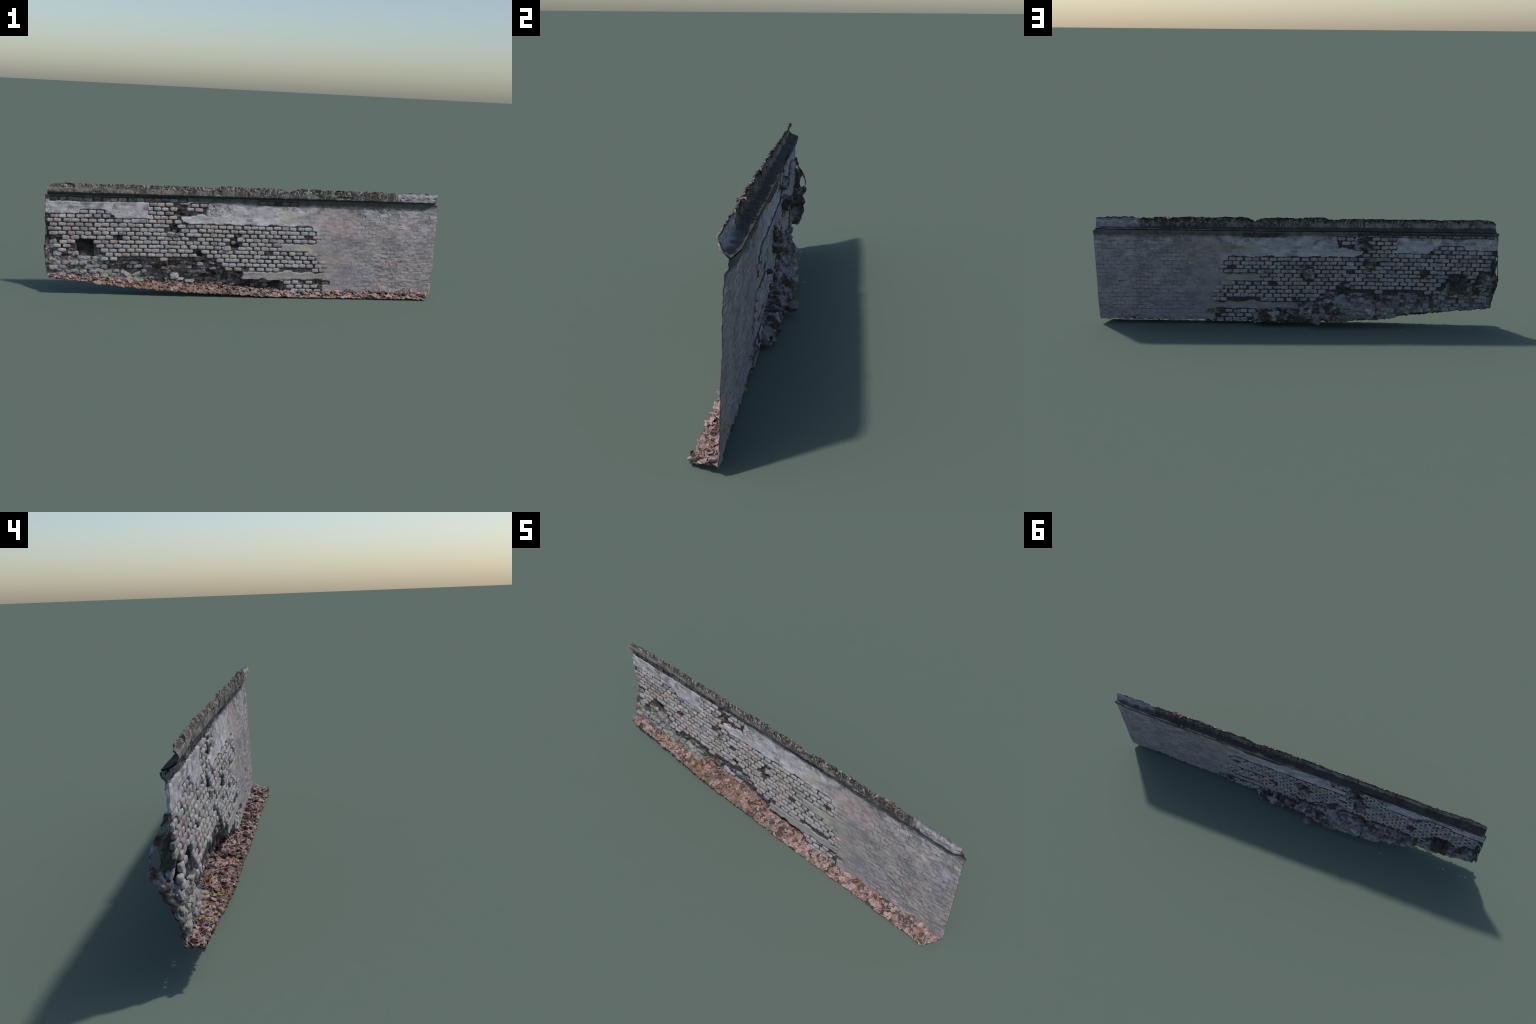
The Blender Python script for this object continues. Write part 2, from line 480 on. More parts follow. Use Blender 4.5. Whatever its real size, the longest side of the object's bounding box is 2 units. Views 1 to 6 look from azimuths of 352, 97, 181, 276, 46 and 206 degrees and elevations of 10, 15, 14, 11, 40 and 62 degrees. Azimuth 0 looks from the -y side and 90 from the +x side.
def coping_material():
    m, nt, bsdf, pos = start('lichened_coping', .95)
    X, Y, Z = split_xyz(nt, pos)
    mott = tex_noise(nt, pos, 60, 6, .72)
    cr = tex_noise(nt, stretched(nt, pos, 85, 85, 50), 1, 5, .70, 1.2)
    base = ramp(nt, mott, [(.30, T(.15, .138, .125)), (.5, T(.275, .255, .23)), (.7, T(.38, .355, .32))])
    dark = math_node(nt, 'ADD', ramp(nt, tex_noise(nt, pos, 11, 4, .6), [(.42, .0), (.58, .9)]), map_range(nt, X, -.65, -.15, 0, .35), True)
    up = map_range(nt, math_node(nt, 'ADD', Z, math_node(nt, 'MULTIPLY', math_node(nt, 'SUBTRACT', mott, .5), .05)), .510, .529)
    crust = math_node(nt, 'MAXIMUM', math_node(nt, 'MULTIPLY', dark, .85), up)
    crust = math_node(nt, 'MULTIPLY', crust, map_range(nt, X, .80, .74, .0, 1.0))
    top_end = math_node(nt, 'MULTIPLY', map_range(nt, math_node(nt, 'ADD', Z, math_node(nt, 'MULTIPLY', math_node(nt, 'SUBTRACT', mott, .5), .04)), .530, .546), .8)
    patt = ramp(nt, cr, [(.40, T(.022, .020, .020)), (.50, T(.060, .056, .053)), (.565, T(.20, .18, .165)), (.65, T(.46, .40, .37))])
    c = mix(nt, crust, base, patt)
    c = mix(nt, ramp(nt, tex_noise(nt, pos, 34, 4, .65), [(.36, .7), (.50, 0)]), c, T(.055, .052, .048))
    end = map_range(nt, X, .765, .790)
    c = mix(nt, end, c, ramp(nt, tex_noise(nt, stretched(nt, pos, 30, 30, 60), 1, 5, .6), [(.32, T(.20, .19, .20)), (.5, T(.33, .31, .33)), (.68, T(.48, .45, .47))]))
    c = mix(nt, math_node(nt, 'MULTIPLY', end, top_end), c, T(.07, .066, .075))
    clump = nt.nodes.new('ShaderNodeMath'); clump.operation = 'ABSOLUTE'
    nt.links.new(math_node(nt, 'ADD', X, -.632), clump.inputs[0])
    c = mix(nt, math_node(nt, 'MULTIPLY', map_range(nt, clump.outputs[0], .06, .015), .75), c, ramp(nt, cr, [(.4, (.03, .026, .023)), (.62, (.11, .09, .075))]))
    # dark band along the lower edge and underside
    soffit_dark = map_range(nt, math_node(nt, 'ADD', Z, math_node(nt, 'MULTIPLY', math_node(nt, 'SUBTRACT', mott, .5), .006)), .5005, .4945)
    c = mix(nt, math_node(nt, 'MULTIPLY', soffit_dark, .85), c, (.045, .046, .042))
    finish(nt, bsdf, c, cr, .003, .8)
    return m


def litter_material():
    m, nt, bsdf, pos = start('leaf_mould', .9)
    v = nt.nodes.new('ShaderNodeTexVoronoi'); v.inputs['Scale'].default_value = 40
    w = tex_noise(nt, pos, 40, 3, .6)
    vv = nt.nodes.new('ShaderNodeVectorMath'); vv.operation = 'ADD'
    nt.links.new(pos, vv.inputs[0])
    cx = nt.nodes.new('ShaderNodeCombineXYZ')
    nt.links.new(math_node(nt, 'MULTIPLY', w, .02), cx.inputs[0]); nt.links.new(math_node(nt, 'MULTIPLY', w, .015), cx.inputs[1])
    nt.links.new(cx.outputs[0], vv.inputs[1]); nt.links.new(vv.outputs[0], v.inputs['Vector'])
    s = nt.nodes.new('ShaderNodeSeparateColor'); nt.links.new(v.outputs['Color'], s.inputs[0])
    c = ramp(nt, s.outputs[0], [(0, (.09, .062, .055)), (.2, (.32, .205, .185)), (.4, (.38, .265, .25)), (.55, (.27, .18, .135)), (.7, (.43, .31, .29)), (.85, (.19, .155, .14)), (1, (.42, .34, .24))], 'CONSTANT')
    LXs, LYs, LZs = split_xyz(nt, pos)
    ax = nt.nodes.new('ShaderNodeMath'); ax.operation = 'ABSOLUTE'
    nt.links.new(math_node(nt, 'ADD', LXs, .38), ax.inputs[0])
    rust = math_node(nt, 'MULTIPLY', map_range(nt, ax.outputs[0], .45, .12), ramp(nt, tex_noise(nt, pos, 30, 3, .6), [(.38, .15), (.58, .8)]))
    c = mix(nt, rust, c, (.20, .125, .09))
    c = mix(nt, ramp(nt, tex_noise(nt, pos, 24, 4, .65), [(.54, 0), (.66, .7)]), c, (.13, .105, .098))
    fine = tex_noise(nt, pos, 110, 5, .7)
    c = mix(nt, ramp(nt, fine, [(.36, .8), (.5, 0)]), c, (.06, .045, .042))
    finish(nt, bsdf, c, fine, .003, .8)
    return m


def leaf_material(name, a, b):
    m, nt, bsdf, pos = start(name, .75)
    n = tex_noise(nt, pos, 120, 4, .6)
    c = ramp(nt, n, [(.34, a), (.66, b)])
    finish(nt, bsdf, c, n, .001, .4)
    tr = nt.nodes.new('ShaderNodeBsdfTranslucent'); nt.links.new(c, tr.inputs[0])
    ms = nt.nodes.new('ShaderNodeMixShader'); ms.inputs[0].default_value = .15
    out = nt.nodes['Material Output']
    nt.links.new(bsdf.outputs[0], ms.inputs[1]); nt.links.new(tr.outputs[0], ms.inputs[2])
    nt.links.new(ms.outputs[0], out.inputs['Surface'])
    return m


LEAF_MATS = [
    leaf_material('pink_brown_leaf', (.37, .24, .225), (.54, .385, .365)),
    leaf_material('rose_leaf', (.30, .19, .185), (.43, .29, .28)),
    leaf_material('rust_leaf', (.24, .135, .09), (.36, .22, .155)),
    leaf_material('amber_leaf', (.38, .245, .13), (.50, .35, .21)),
    leaf_material('dark_leaf', (.075, .055, .048), (.16, .115, .10)),
    leaf_material('faded_leaf', (.36, .32, .29), (.52, .46, .42)),
    leaf_material('yellow_green_leaf', (.33, .31, .10), (.46, .42, .18)),
]
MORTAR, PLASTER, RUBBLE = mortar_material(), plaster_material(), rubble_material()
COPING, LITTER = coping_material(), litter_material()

# ------------------------------------------------------------------ the thing
wall = bpy.data.objects.new('brick_wall', None)
bpy.context.scene.collection.objects.link(wall)
wall["label"] = "long weathered brick wall, flaking plaster, fallen leaves along its foot"
wall["category"] = "brick wall"

def corner(x, z):
    """the left end is broken away and rounds back at mid height"""
    return .026 * smooth(-.957, -.99, x) * smooth(.20, .25, z) * smooth(.355, .32, z)


# ------------------------------------------------------------------ wall skin
STEP = 0.0022
NX = int(1.975 / STEP); NZ = int(0.47 / STEP)
NR = 22                                        # columns of the return at the left end
s = np.linspace(0, 1, NX)
t = np.linspace(0, 1, NZ)
S, Tt = np.meshgrid(s, t, indexing='ij')
xa = -.98 + 1.97 * S
ragged = .005 * fbm(s * 50, 0 * s, 21) + .004 * vnoise(s * 190, 0 * s, 22)
foot = litter_back(-.98 + 1.97 * s) - .003 + ragged
foot += -.012 * smooth(-.13, -.10, -.98 + 1.97 * s) * smooth(-.02, -.06, -.98 + 1.97 * s)
topz = top_z(-.98 + 1.97 * s) - .008 * smooth(.985, .999, s) ** 2
Zg = foot[:, None] + (topz - foot)[:, None] * Tt
Xg = left_x(Zg) + (right_x(Zg) - left_x(Zg)) * S

# bare brickwork mask
bare = np.zeros_like(Xg)
rx_ = .006 * fbm(Xg * 60, Zg * 60, 241, 3); rz_ = .0032 * fbm(Xg * 60, Zg * 60, 243, 3)
for b in bricks:
    i0 = np.searchsorted(s, (b['x'] - .03 + .985) / 1.975 - .012); i1 = np.searchsorted(s, (b['x'] + .03 + .985) / 1.975 + .012)
    sl = slice(max(i0, 0), min(i1, NX))
    dx = np.abs(Xg[sl] + rx_[sl] - b['x']); dz = np.abs(Zg[sl] + rz_[sl] - b['z'])
    bare[sl] = np.maximum(bare[sl], (dx < .0228) & (dz < .0122))
wx_ = Xg + .010 * fbm(Xg * 30, Zg * 30, 201, 3); wz_ = Zg + .014 * fbm(Xg * 22, Zg * 22, 203, 4)


def patch(x0, x1, z0, z1):
    return (wx_ > x0) & (wx_ < x1) & (wz_ > z0) & (wz_ < z1)


survives = (wx_ > .335 + .07 * smooth(.30, .06, Zg)) | patch(-1, -.47, .386, .6) | patch(-.66, -.47, .368, .6) | \
    patch(-.335, 1, .352, .395) | patch(-.20, 1, .38, .6) | patch(-.335, 1, .449, .6) | patch(-.60, -.48, .352, .6) | patch(.13, .40, .214, .268) | patch(-.012, .40, .080, .124) | \
    patch(-.41, -.31, .225, .246)
bare = np.where(survives, bare * (Xg + .10 * fbm(Xg * 16, Zg * 22, 221, 3) < .385), 1.0)
bare_soft = box_blur(bare, 1)

hollow = box_blur(box_blur(hollow_depth(Xg, Zg), 1), 1)
foot_zone = smooth(-.74, -.66, Xg) * smooth(-.02, -.06, Xg) * smooth(.20, .185, Zg)
hollow = hollow * (1 - foot_zone * .80 * smooth(.065, .160, Zg))          # the hollow undercuts towards the ground
hollow = np.where(hollow > .05, .05 + (hollow - .05) * (.72 + .35 * fbm(Xg * 14, Zg * 18, 207, 3)), hollow)
rub = smooth(.007, .016, hollow)
# rubble foot below the green mossy corner
moss = smooth(-.66, -.72, Xg + .02 * fbm(Xg * 20, Zg * 20, 4)) * smooth(.200, .175, Zg + .012 * fbm(Xg * 25, Zg * 25, 2))
moss = np.maximum(moss, smooth(-.865, -.90, Xg + .015 * fbm(Xg * 30, Zg * 30, 14)) * smooth(.262, .24, Zg + .01 * fbm(Xg * 30, Zg * 30, 15)))
moss = np.maximum(moss, .8 * smooth(-.50, -.58, Xg) * smooth(.112, .088, Zg + .01 * fbm(Xg * 30, Zg * 30, 17)))
lumps = .5 + .5 * fbm(Xg * 42, Zg * 62, 31, 3)
hol_m = hollow * (1 - .30 * smooth(.115, .08, Zg) * smooth(-.45, -.58, Xg))
# broken courses showing in the hollows as ragged steps
steps = .5 + .5 * np.cos(2 * np.pi * (Zg - ROW_Z) / ROW_H + 1.2 * vnoise(Xg * 25, Zg * 12, 44))
relief_rub = .010 * fbm(Xg * 30, Zg * 38, 33, 4) + .005 * (.5 - steps) * (1 + vnoise(Xg * 30, Zg * 30, 45)) + .004 * fbm(Xg * 110, Zg * 110, 35, 2)
# pointing that shows through on the flush part
rowphase = (Zg - ROW_Z + .003 * vnoise(Xg * 22, Zg * 30, 51)) / ROW_H
kk = np.round(rowphase)
gz = np.abs(rowphase - kk)                       # .5 at the bed joints
gx = (Xg + .003 * vnoise(Xg * 25, Zg * 50, 53) - .0175) / .0401 + .5 * (kk % 2)
gx = np.abs(gx - np.round(gx))
joint = np.maximum(smooth(.38, .5, gz), .25 * smooth(.44, .5, gx)) * (.35 + .65 * smooth(-.2, .3, fbm(Xg * 18, Zg * 30, 231, 3)))
rough_r = smooth(.45, .75, Xg) * (.45 + .55 * smooth(.30, .12, Zg)) * (.4 + .6 * smooth(-.15, .25, fbm(Xg * 9, Zg * 12, 57)))
flush_rel = .0030 * joint * (.25 * smooth(.25, .45, Xg) + rough_r * (.5 + .5 * vnoise(Xg * 40, Zg * 80, 59)))
flush_rel = flush_rel + .0026 * fbm(Xg * 16, Zg * 24, 61, 4) + .0046 * rough_r * fbm(Xg * 45, Zg * 75, 63, 3) + .0008 * fbm(Xg * 90, Zg * 120, 65, 2)

crack = smooth(.035, .0, np.abs(fbm(Xg * 14, Zg * 18, 71))) * smooth(.38, .42, Zg) * (smooth(-.32, -.25, Xg) * smooth(-.05, -.12, Xg) + smooth(.5, .6, Xg) * smooth(.86, .75, Xg))
D = (1 - bare_soft) * (flush_rel - .0005 + .005 * crack) + bare_soft * (.0062 + .0010 * fbm(Xg * 70, Zg * 70, 73, 2))
D = D * (1 - rub) + rub * (.002 + hol_m + relief_rub)
D = D * (1 - moss) + moss * (.009 + .8 * hol_m - .009 * lumps + .012 * (.5 - lumps) + relief_rub * .6)
# the wall skin thickens out a little just under the coping
D = D + .011 * smooth(.30, .455, Zg) * smooth(-.35, .15, Xg) * smooth(.997, .90, Xg)      # the wall bows back
D = D + .008 * smooth(.457, .472, Zg)                                                     # groove under the coping
D = D + corner(Xg, Zg)     # rounded, broken corner
D = D - .007 * smooth(-.90, -.97, Xg) * smooth(.205, .17, Zg)
Yg = plane_y(Xg, Zg) + D
deep = smooth(.008, .025, hollow) * smooth(0, .04, Tt) * smooth(0, .02, S) * smooth(1, .98, S)
Zg = Zg + deep * .0085 * fbm(Xg * 34, D * 45, 211, 3) + deep * .004 * fbm(Xg * 80, D * 90 + Zg * 20, 213, 2)
Xg = Xg + deep * .0085 * fbm(Zg * 40, D * 45, 215, 3) + deep * .004 * fbm(Zg * 90, D * 90 + Xg * 20, 217, 2)

# the broken left end turns back into the core
RZ = [.10, .165, .185, .21, .25, .295, .335, .365, .40, .478]
RD = [.003, .006, .013, .024, .027, .029, .025, .014, .006, .005]
ret = np.linspace(1, 0, NR, endpoint=False)[:, None]
zr = Zg[0][None, :] + 0 * ret
wr = np.interp(zr, RZ, RD) * (1 + .25 * fbm(zr * 40, ret * 3, 81)) * ret
xr_ = Xg[0][None, :] - .021 * np.sin(np.pi * .6 * ret) * np.interp(zr, RZ, RD) / .05 + .006 * fbm(zr * 45, ret * 4, 83) * ret
yr_ = Yg[0][None, :] + wr + .004 * fbm(zr * 60, ret * 5, 85) * ret
zr = zr + .006 * fbm(zr * 50, ret * 4, 87) * ret
P = np.concatenate([np.stack([xr_, yr_, zr], -1), np.stack([Xg, Yg, Zg], -1)], 0)
keep = np.ones((P.shape[0] - 1, NZ - 1), bool)
cen = lambda a: .25 * (a[:-1, :-1] + a[1:, :-1] + a[:-1, 1:] + a[1:, 1:])
# two torn holes in the return
rc = ret[:, 0]; zc = cen(np.concatenate([zr, Zg], 0)); rr = np.concatenate([rc, np.zeros(NX)])[:-1][:, None] + 0 * zc
wob = .12 * fbm(zc * 60, rr * 4, 91)
keep &= ~((((rr - .55) / .33) ** 2 + ((zc - .292) / .024) ** 2 < 1 + wob * 4) & (rr > 0))
keep &= ~((((rr - .48) / .25) ** 2 + ((zc - .350) / .010) ** 2 < 1 + wob * 4) & (rr > 0))
keep &= ~((((rr - .88) / .06) ** 2 + ((zc - .275) / .010) ** 2 < 1) & (rr > 0))

pad = lambda a: np.concatenate([np.repeat(a[:1], NR, 0), a], 0)
lab = np.zeros(keep.shape, int)                               # 0 plaster
lab[cen(pad(bare)) > .5] = 1                                  # mortar
lab[cen(pad(np.maximum(rub, moss))) > .5] = 2                 # rubble
zcol = cen(P[..., 2])
lab[:NR - 1][(zcol[:NR - 1] < .385)] = 2
lab[(zcol < .125) & (cen(P[..., 0]) < -.02)] = 2
V, F, L, VN = shell(P, .0028, keep, lab)
plaster = part_from(V, F, VN, L == 0, 'plaster_coat', PLASTER, wall)
mortar = part_from(V, F, VN, L == 1, 'mortar_bed', MORTAR, wall)
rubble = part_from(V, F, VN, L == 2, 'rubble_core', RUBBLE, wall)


def sheet_y(x, z):
    i = int(np.clip(round((x + .982) / 1.974 * (NX - 1)), 0, NX - 1))
    j = int(np.argmin(np.abs(Zg[i] - z)))
    return Yg[i, j], hollow[i, j], moss[i, j]


# ------------------------------------------------------------------ bricks
def worn_block(seed, round_=.34):
    """unit block (1 x 1 x 1) with worn, pillowed edges and a chipped face"""
    rs = random.Random(seed)
    n = 8
    vs, fs, index = [], [], {}

    def vert(p):
        key = tuple(round(c, 5) for c in p)
        if key not in index:
            index[key] = len(vs); vs.append(p)
        return index[key]
    e = rs.choice([4.0, 4.8, 5.6])
    lin = [math.tan((-1 + 2 * i / n) * math.pi / 4 * .98) / math.tan(math.pi / 4 * .98) for i in range(n + 1)]
    for ax in range(3):
        for sg in (-1, 1):
            for i in range(n):
                for j in range(n):
                    q = []
                    for a, b in ((i, j), (i + 1, j), (i + 1, j + 1), (i, j + 1)):
                        p = [0, 0, 0]; p[ax] = sg; p[(ax + 1) % 3] = lin[a] * sg; p[(ax + 2) % 3] = lin[b]
                        q.append(vert(tuple(p)))
                    fs.append(q)
    off = Vector((rs.uniform(0, 50), rs.uniform(0, 50), rs.uniform(0, 50)))
    chips = [(Vector((rs.choice([-1, 1]), -1, rs.choice([-1, 1]))), rs.uniform(.25, .6)) for _ in range(rs.choice([0, 1, 1, 2]))]
    out = []
    for p in vs:
        v = Vector(p)
        w = Vector((v.x * 2.1, v.y, v.z))              # rounding in true proportions
        sup = (abs(v.x) ** (e * 1.6) + abs(v.y) ** e + abs(v.z) ** e) ** (1 / e)
        v = v / sup
        m = mnoise.noise(w * 1.1 + off)
        v *= 1 + .075 * m + .04 * mnoise.noise(w * 2.6 + off)
        for c, r in chips:
            d = ((v.x - c.x) * 1.6, v.y - c.y, v.z - c.z)
            dd = math.sqrt(sum(q * q for q in d))
            if dd < r * 1.6: v *= 1 - .16 * (1 - dd / (r * 1.6))
        # domed face
        if v.y < 0: v.y -= .16 * (1 - v.x ** 4) * (1 - v.z * v.z) - .10
        out.append((v.x * .5, v.y * .5, v.z * .5))
    return out, fs


BLOCKS = [worn_block(100 + i) for i in range(16)]
block_cache = {}


def block_mesh(shape, mat):
    key = (shape, mat)
    if key not in block_cache:
        v, f = BLOCKS[shape]
        me = bpy.data.meshes.new('worn_brick'); me.from_pydata(v, [], f); me.update()
        me.polygons.foreach_set("use_smooth", np.ones(len(me.polygons), dtype=bool))
        me.materials.append(BRICK_MATS[mat]); block_cache[key] = me
    return block_cache[key]


placed = []
for b in bricks:
    y, hd, ms = sheet_y(b['x'], b['z'])
    if hd > .022 or random.random() < .012: continue
    x, z = b['x'], b['z']
    if b['k'] >= 13: mat = random.choice([8, 8, 6, 8])
    elif b['flush']: mat = random.choice([7, 7, 7, 2])
    elif x < -.25 and z > .24:
        mat = random.choices([0, 1, 2, 3, 4, 5, 6, 7], [6, 4, 2.5, 1, 4 if x < -.7 else 2, 1.2, 3, 1])[0]
    elif x < -.25:
        mat = random.choices([0, 1, 2, 3, 4, 5, 7], [5, 5, 2, 2, 3, 2, 1.5])[0]
    else:
        mat = random.choices([0, 1, 2, 3, 4, 5, 6], [8, 5, 3, 2.2, .9, 1, 1.8])[0]
    base = float(plane_y(x, z) + .011 * smooth(.30, .455, z) * smooth(-.35, .15, x) + .8 * corner(x, z))
    proud = -.0012 + random.gauss(0, .0012)
    if b['flush']: proud = .0012
    if b['k'] >= 13: proud = .005
    if random.random() < .05: proud += .0035
    dep = .0120 - proud
    loc = Vector((x, base + proud + dep / 2, z))
    rot = Euler((random.gauss(0, .07), random.gauss(0, .028), random.gauss(0, .045) + .03))
    placed.append(dict(loc=loc, rot=rot, sc=(b['w'], dep, b['h']), shape=random.randrange(len(BLOCKS)), mat=mat,
                       size=b['w'] * b['h']))
placed.sort(key=lambda q: -q['size'])
for q in placed[:300]:
    ob = bpy.data.objects.new('brick', block_mesh(q['shape'], q['mat']))
    ob.location = q['loc']; ob.rotation_euler = q['rot']; ob.scale = q['sc']
    bpy.context.scene.collection.objects.link(ob); ob.parent = mortar
vv, ff, mi = [], [], []
for q in placed[300:]:
    v, f = BLOCKS[q['shape']]
    M = Matrix.LocRotScale(q['loc'], q['rot'], Vector(q['sc']))
    o = len(vv)
    vv += [tuple(M @ Vector(p)) for p in v]; ff += [[i + o for i in fc] for fc in f]; mi += [q['mat']] * len(f)
if vv:
    bw = new_mesh_object('brickwork', vv, ff, BRICK_MATS, mortar, mi)
    bw["kind"] = "stuff"
print('bricks', len(placed))


# ------------------------------------------------------------------ stones of the rubble
def stone_shape(seed):
    import bmesh
    bm = bmesh.new(); bmesh.ops.create_icosphere(bm, subdivisions=4, radius=.5)
    o = Vector((seed * 3.7, seed * 1.3, 0))
    for v in bm.verts:
        p = v.co.normalized()
        e = 4.5
        p = p / (abs(p.x) ** e + abs(p.y) ** e + abs(p.z) ** e) ** (1 / e)
        v.co = p * .5 * (1 + .24 * mnoise.noise(p * 1.5 + o) + .10 * mnoise.noise(p * 3.5 + o))
    me = bpy.data.meshes.new('stone'); bm.to_mesh(me); bm.free()
    me.polygons.foreach_set("use_smooth", np.ones(len(me.polygons), dtype=bool))
    return me


STONES = [stone_shape(i + 1) for i in range(6)]
stone_cache = {}


def stone_mesh(shape, mat):
    if (shape, mat) not in stone_cache:
        me = STONES[shape].copy(); me.materials.clear(); me.materials.append(STONE_MATS[mat]); stone_cache[(shape, mat)] = me
    return stone_cache[(shape, mat)]


def add_stone(x, z, sx, sy, sz, mat, push=0.0, tilt=.3):
    y, hd, ms = sheet_y(x, z)
    ob = bpy.data.objects.new('stone', stone_mesh(random.randrange(6), mat))
    ob.location = (x, y - sy * .28 + push * .5, z)
    ob.rotation_euler = (random.gauss(0, tilt), random.gauss(0, tilt), random.gauss(0, tilt))
    ob.scale = (sx, sy, sz)
    bpy.context.scene.collection.objects.link(ob); ob.parent = rubble


# worn mossy stones at the lower left, loosely in courses
for k in range(-5, 4):
    for j in range(-26, -14):
        x = brick_x(j) + (.5 if k % 2 else 0) * .041 + random.uniform(-.005, .005)
        z = row_z(k, x) + random.uniform(-.0025, .0025)
        if z < litter_back(x) + .004 or x < -.968: continue
        y, hd, ms = sheet_y(x, z)
        if ms < .5 or hd > .06 or in_run(COURSES, k, x): continue
        if random.random() < .18: continue
        add_stone(x, z, random.uniform(.030, .040), random.uniform(.012, .019), random.uniform(.0165, .021),
                  random.choice([0, 0, 1, 1, 4] if z < .18 else [1, 4, 1]), push=.007, tilt=.12)
# stumps of lost bricks in the hollows
for k in range(-8, 8):
    for j in range(-19, 12):
        x = brick_x(j) + (.5 if k % 2 else 0) * .041 + random.uniform(-.01, .01)
        z = row_z(k, x) + random.uniform(-.004, .004)
        if z < litter_back(x) + .006: continue
        y, hd, ms = sheet_y(x, z)
        if hd < .016 or ms > .5 or -.85 < x < -.75: continue
        mid = -.56 < x < -.22 and z < .165
        if random.random() < (.50 if mid else .62): continue
        add_stone(x, z, random.uniform(.024, .042), random.uniform(.010, .017), random.uniform(.012, .020),
                  random.choice([1, 4, 2, 4, 2, 2] if mid else [2, 2, 2, 4, 2]), push=.006, tilt=.15)
# a few that stand out: a pale boulder, grey blocks at the foot, fallen lumps under the lost bricks
add_stone(-.353, .082, .044, .026, .034, 3, -.004, .1)
add_stone(-.104, .038, .034, .036, .030, 2, .030, .2)
add_stone(-.325, .064, .040, .020, .014, 3, -.004, .1)
add_stone(-.275, .056, .046, .026, .016, 1, -.006, .1)
add_stone(-.250, .110, .052, .020, .016, 4, -.004, .1)
add_stone(-.805, .170, .058, .020, .016, 4, .0, .1)
add_stone(-.360, .312, .022, .016, .016, 1, -.006)
add_stone(-.380, .300, .034, .016, .020, 1, -.004)
add_stone(-.345, .296, .030, .014, .016, 2, -.004)
add_stone(-.062, .262, .026, .014, .018, 2, -.002)
add_stone(-.095, .236, .036, .014, .022, 1, -.004)
add_stone(-.030, .282, .034, .012, .020, 4, .0)
add_stone(-.54, .088, .05, .022, .024, 0, -.004)
add_stone(-.60, .092, .046, .022, .022, 0, -.004)


# ------------------------------------------------------------------ coping
def coping_top(x):
    z = np.interp(x, [-.98, -.967, -.932, -.767, -.48, -.26, -.187, -.165, -.139, -.008, .005, .053, .133, .177, .206,
                      .239, .356, .555, .601, .634, .661, .749, .763, .814, .907, .99],
                  [.518, .530, .536, .5375, .538, .540, .536, .537, .544, .543, .537, .544, .543, .538, .526,
                   .544, .544, .546, .540, .534, .543, .544, .538, .546, .541, .535])
    z = z + .0028 + .003 * smooth(.84, .93, x)
    return z + .0022 * fbm(x * 30, 0 * x, 101, 3) + .0008 * vnoise(x * 130, 0 * x, 102) - .004 * smooth(.45, .75, vnoise(x * 38, 0 * x, 103))


NXC = 760
xc = np.linspace(-.979, .984, NXC)
bot = np.interp(xc, [-.98, -.68, 0, .75, .99], [.4930, .4935, .4965, .497, .5005]) + .0012 * fbm(xc * 40, 0 * xc, 104)
over = .0175 + .003 * fbm(xc * 9, 0 * xc, 106, 3) + .004 * smooth(-.7, -.95, xc)
over_b = over * (1 - .75 * smooth(.950, .982, xc))
rows = []
wt = top_z(xc) - .0005
wy = plane_y(xc, wt) + .0135 + .011 * smooth(-.35, .15, xc) * smooth(.997, .90, xc)
tz = coping_top(xc)
for i, f in enumerate(np.linspace(0, 1, 8)):                 # soffit, from the wall top forward
    rows.append((wy * (1 - f) + (plane_y(xc, bot) - over_b) * f, wt + (bot - wt) * (f ** 1.5) - .0012 * np.sin(f * np.pi)))
for f in np.linspace(0, 1, 16)[1:]:                          # face
    bulge = .002 * np.sin(f * np.pi) + .0035 * smooth(.7, 1, f) * -1
    rows.append((plane_y(xc, bot) - over_b * (1 - f) ** 2 - over * (1 - (1 - f) ** 2) - bulge - .002 * f, bot + (tz - .003 - bot) * f))
for f in np.linspace(0, 1, 6)[1:]:                           # rounded arris and a lip of the top
    a = f * np.pi / 2
    rows.append((rows[22][0] + (.0055 + .004 * fbm(xc * 60, 0 * xc, 117)) * (1 - np.cos(a)), tz - .003 + .003 * np.sin(a)))
PC = np.stack([np.stack([xc, y, z], -1) for y, z in rows], 1)
nn = grid_normals(PC)
VV = np.arange(len(rows))[None, :] + 0 * xc[:, None]
amp = .0032 * fbm(PC[..., 0] * 32, PC[..., 2] * 45 + VV * .02, 110, 4) + .0010 * fbm(PC[..., 0] * 110, PC[..., 2] * 110, 112, 2)
amp = amp - .007 * smooth(.35, .7, fbm(PC[..., 0] * 18, VV * .12, 118, 3)) * smooth(5, 12, VV)
for jx in (-.182, -.003, .206, .633, .770):                  # open joints between the stones
    amp = amp - .005 * np.exp(-((PC[..., 0] - jx - .002 * vnoise(VV * .5, 0 * VV, 115)) / .004) ** 2) * (VV > 6)
amp = amp - .006 * np.exp(-((PC[..., 0] - .785) / .009) ** 2) * (VV > 6) - .0035 * smooth(.1, .5, vnoise(PC[..., 0] * 55, PC[..., 2] * 90, 119)) * smooth(.78, .80, PC[..., 0]) * (VV > 7)
amp = amp * smooth(0, 3, VV)
PC = PC + nn * amp[..., None]
# rounded left end
PC[..., 0] += .006 * smooth(-.965, -.979, PC[..., 0]) * smooth(.515, .536, PC[..., 2])
keepc = np.ones((NXC - 1, len(rows) - 1), bool)
labc = np.repeat(np.digitize(.5 * (xc[1:] + xc[:-1]), [-.182, -.003, .206, .633, .770])[:, None], len(rows) - 1, 1)
V, F, L, VN = shell(PC, .0042, keepc, labc)
coping = None
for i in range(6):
    coping_stone = part_from(V, F, VN, L == i, 'coping_stone', COPING, wall)


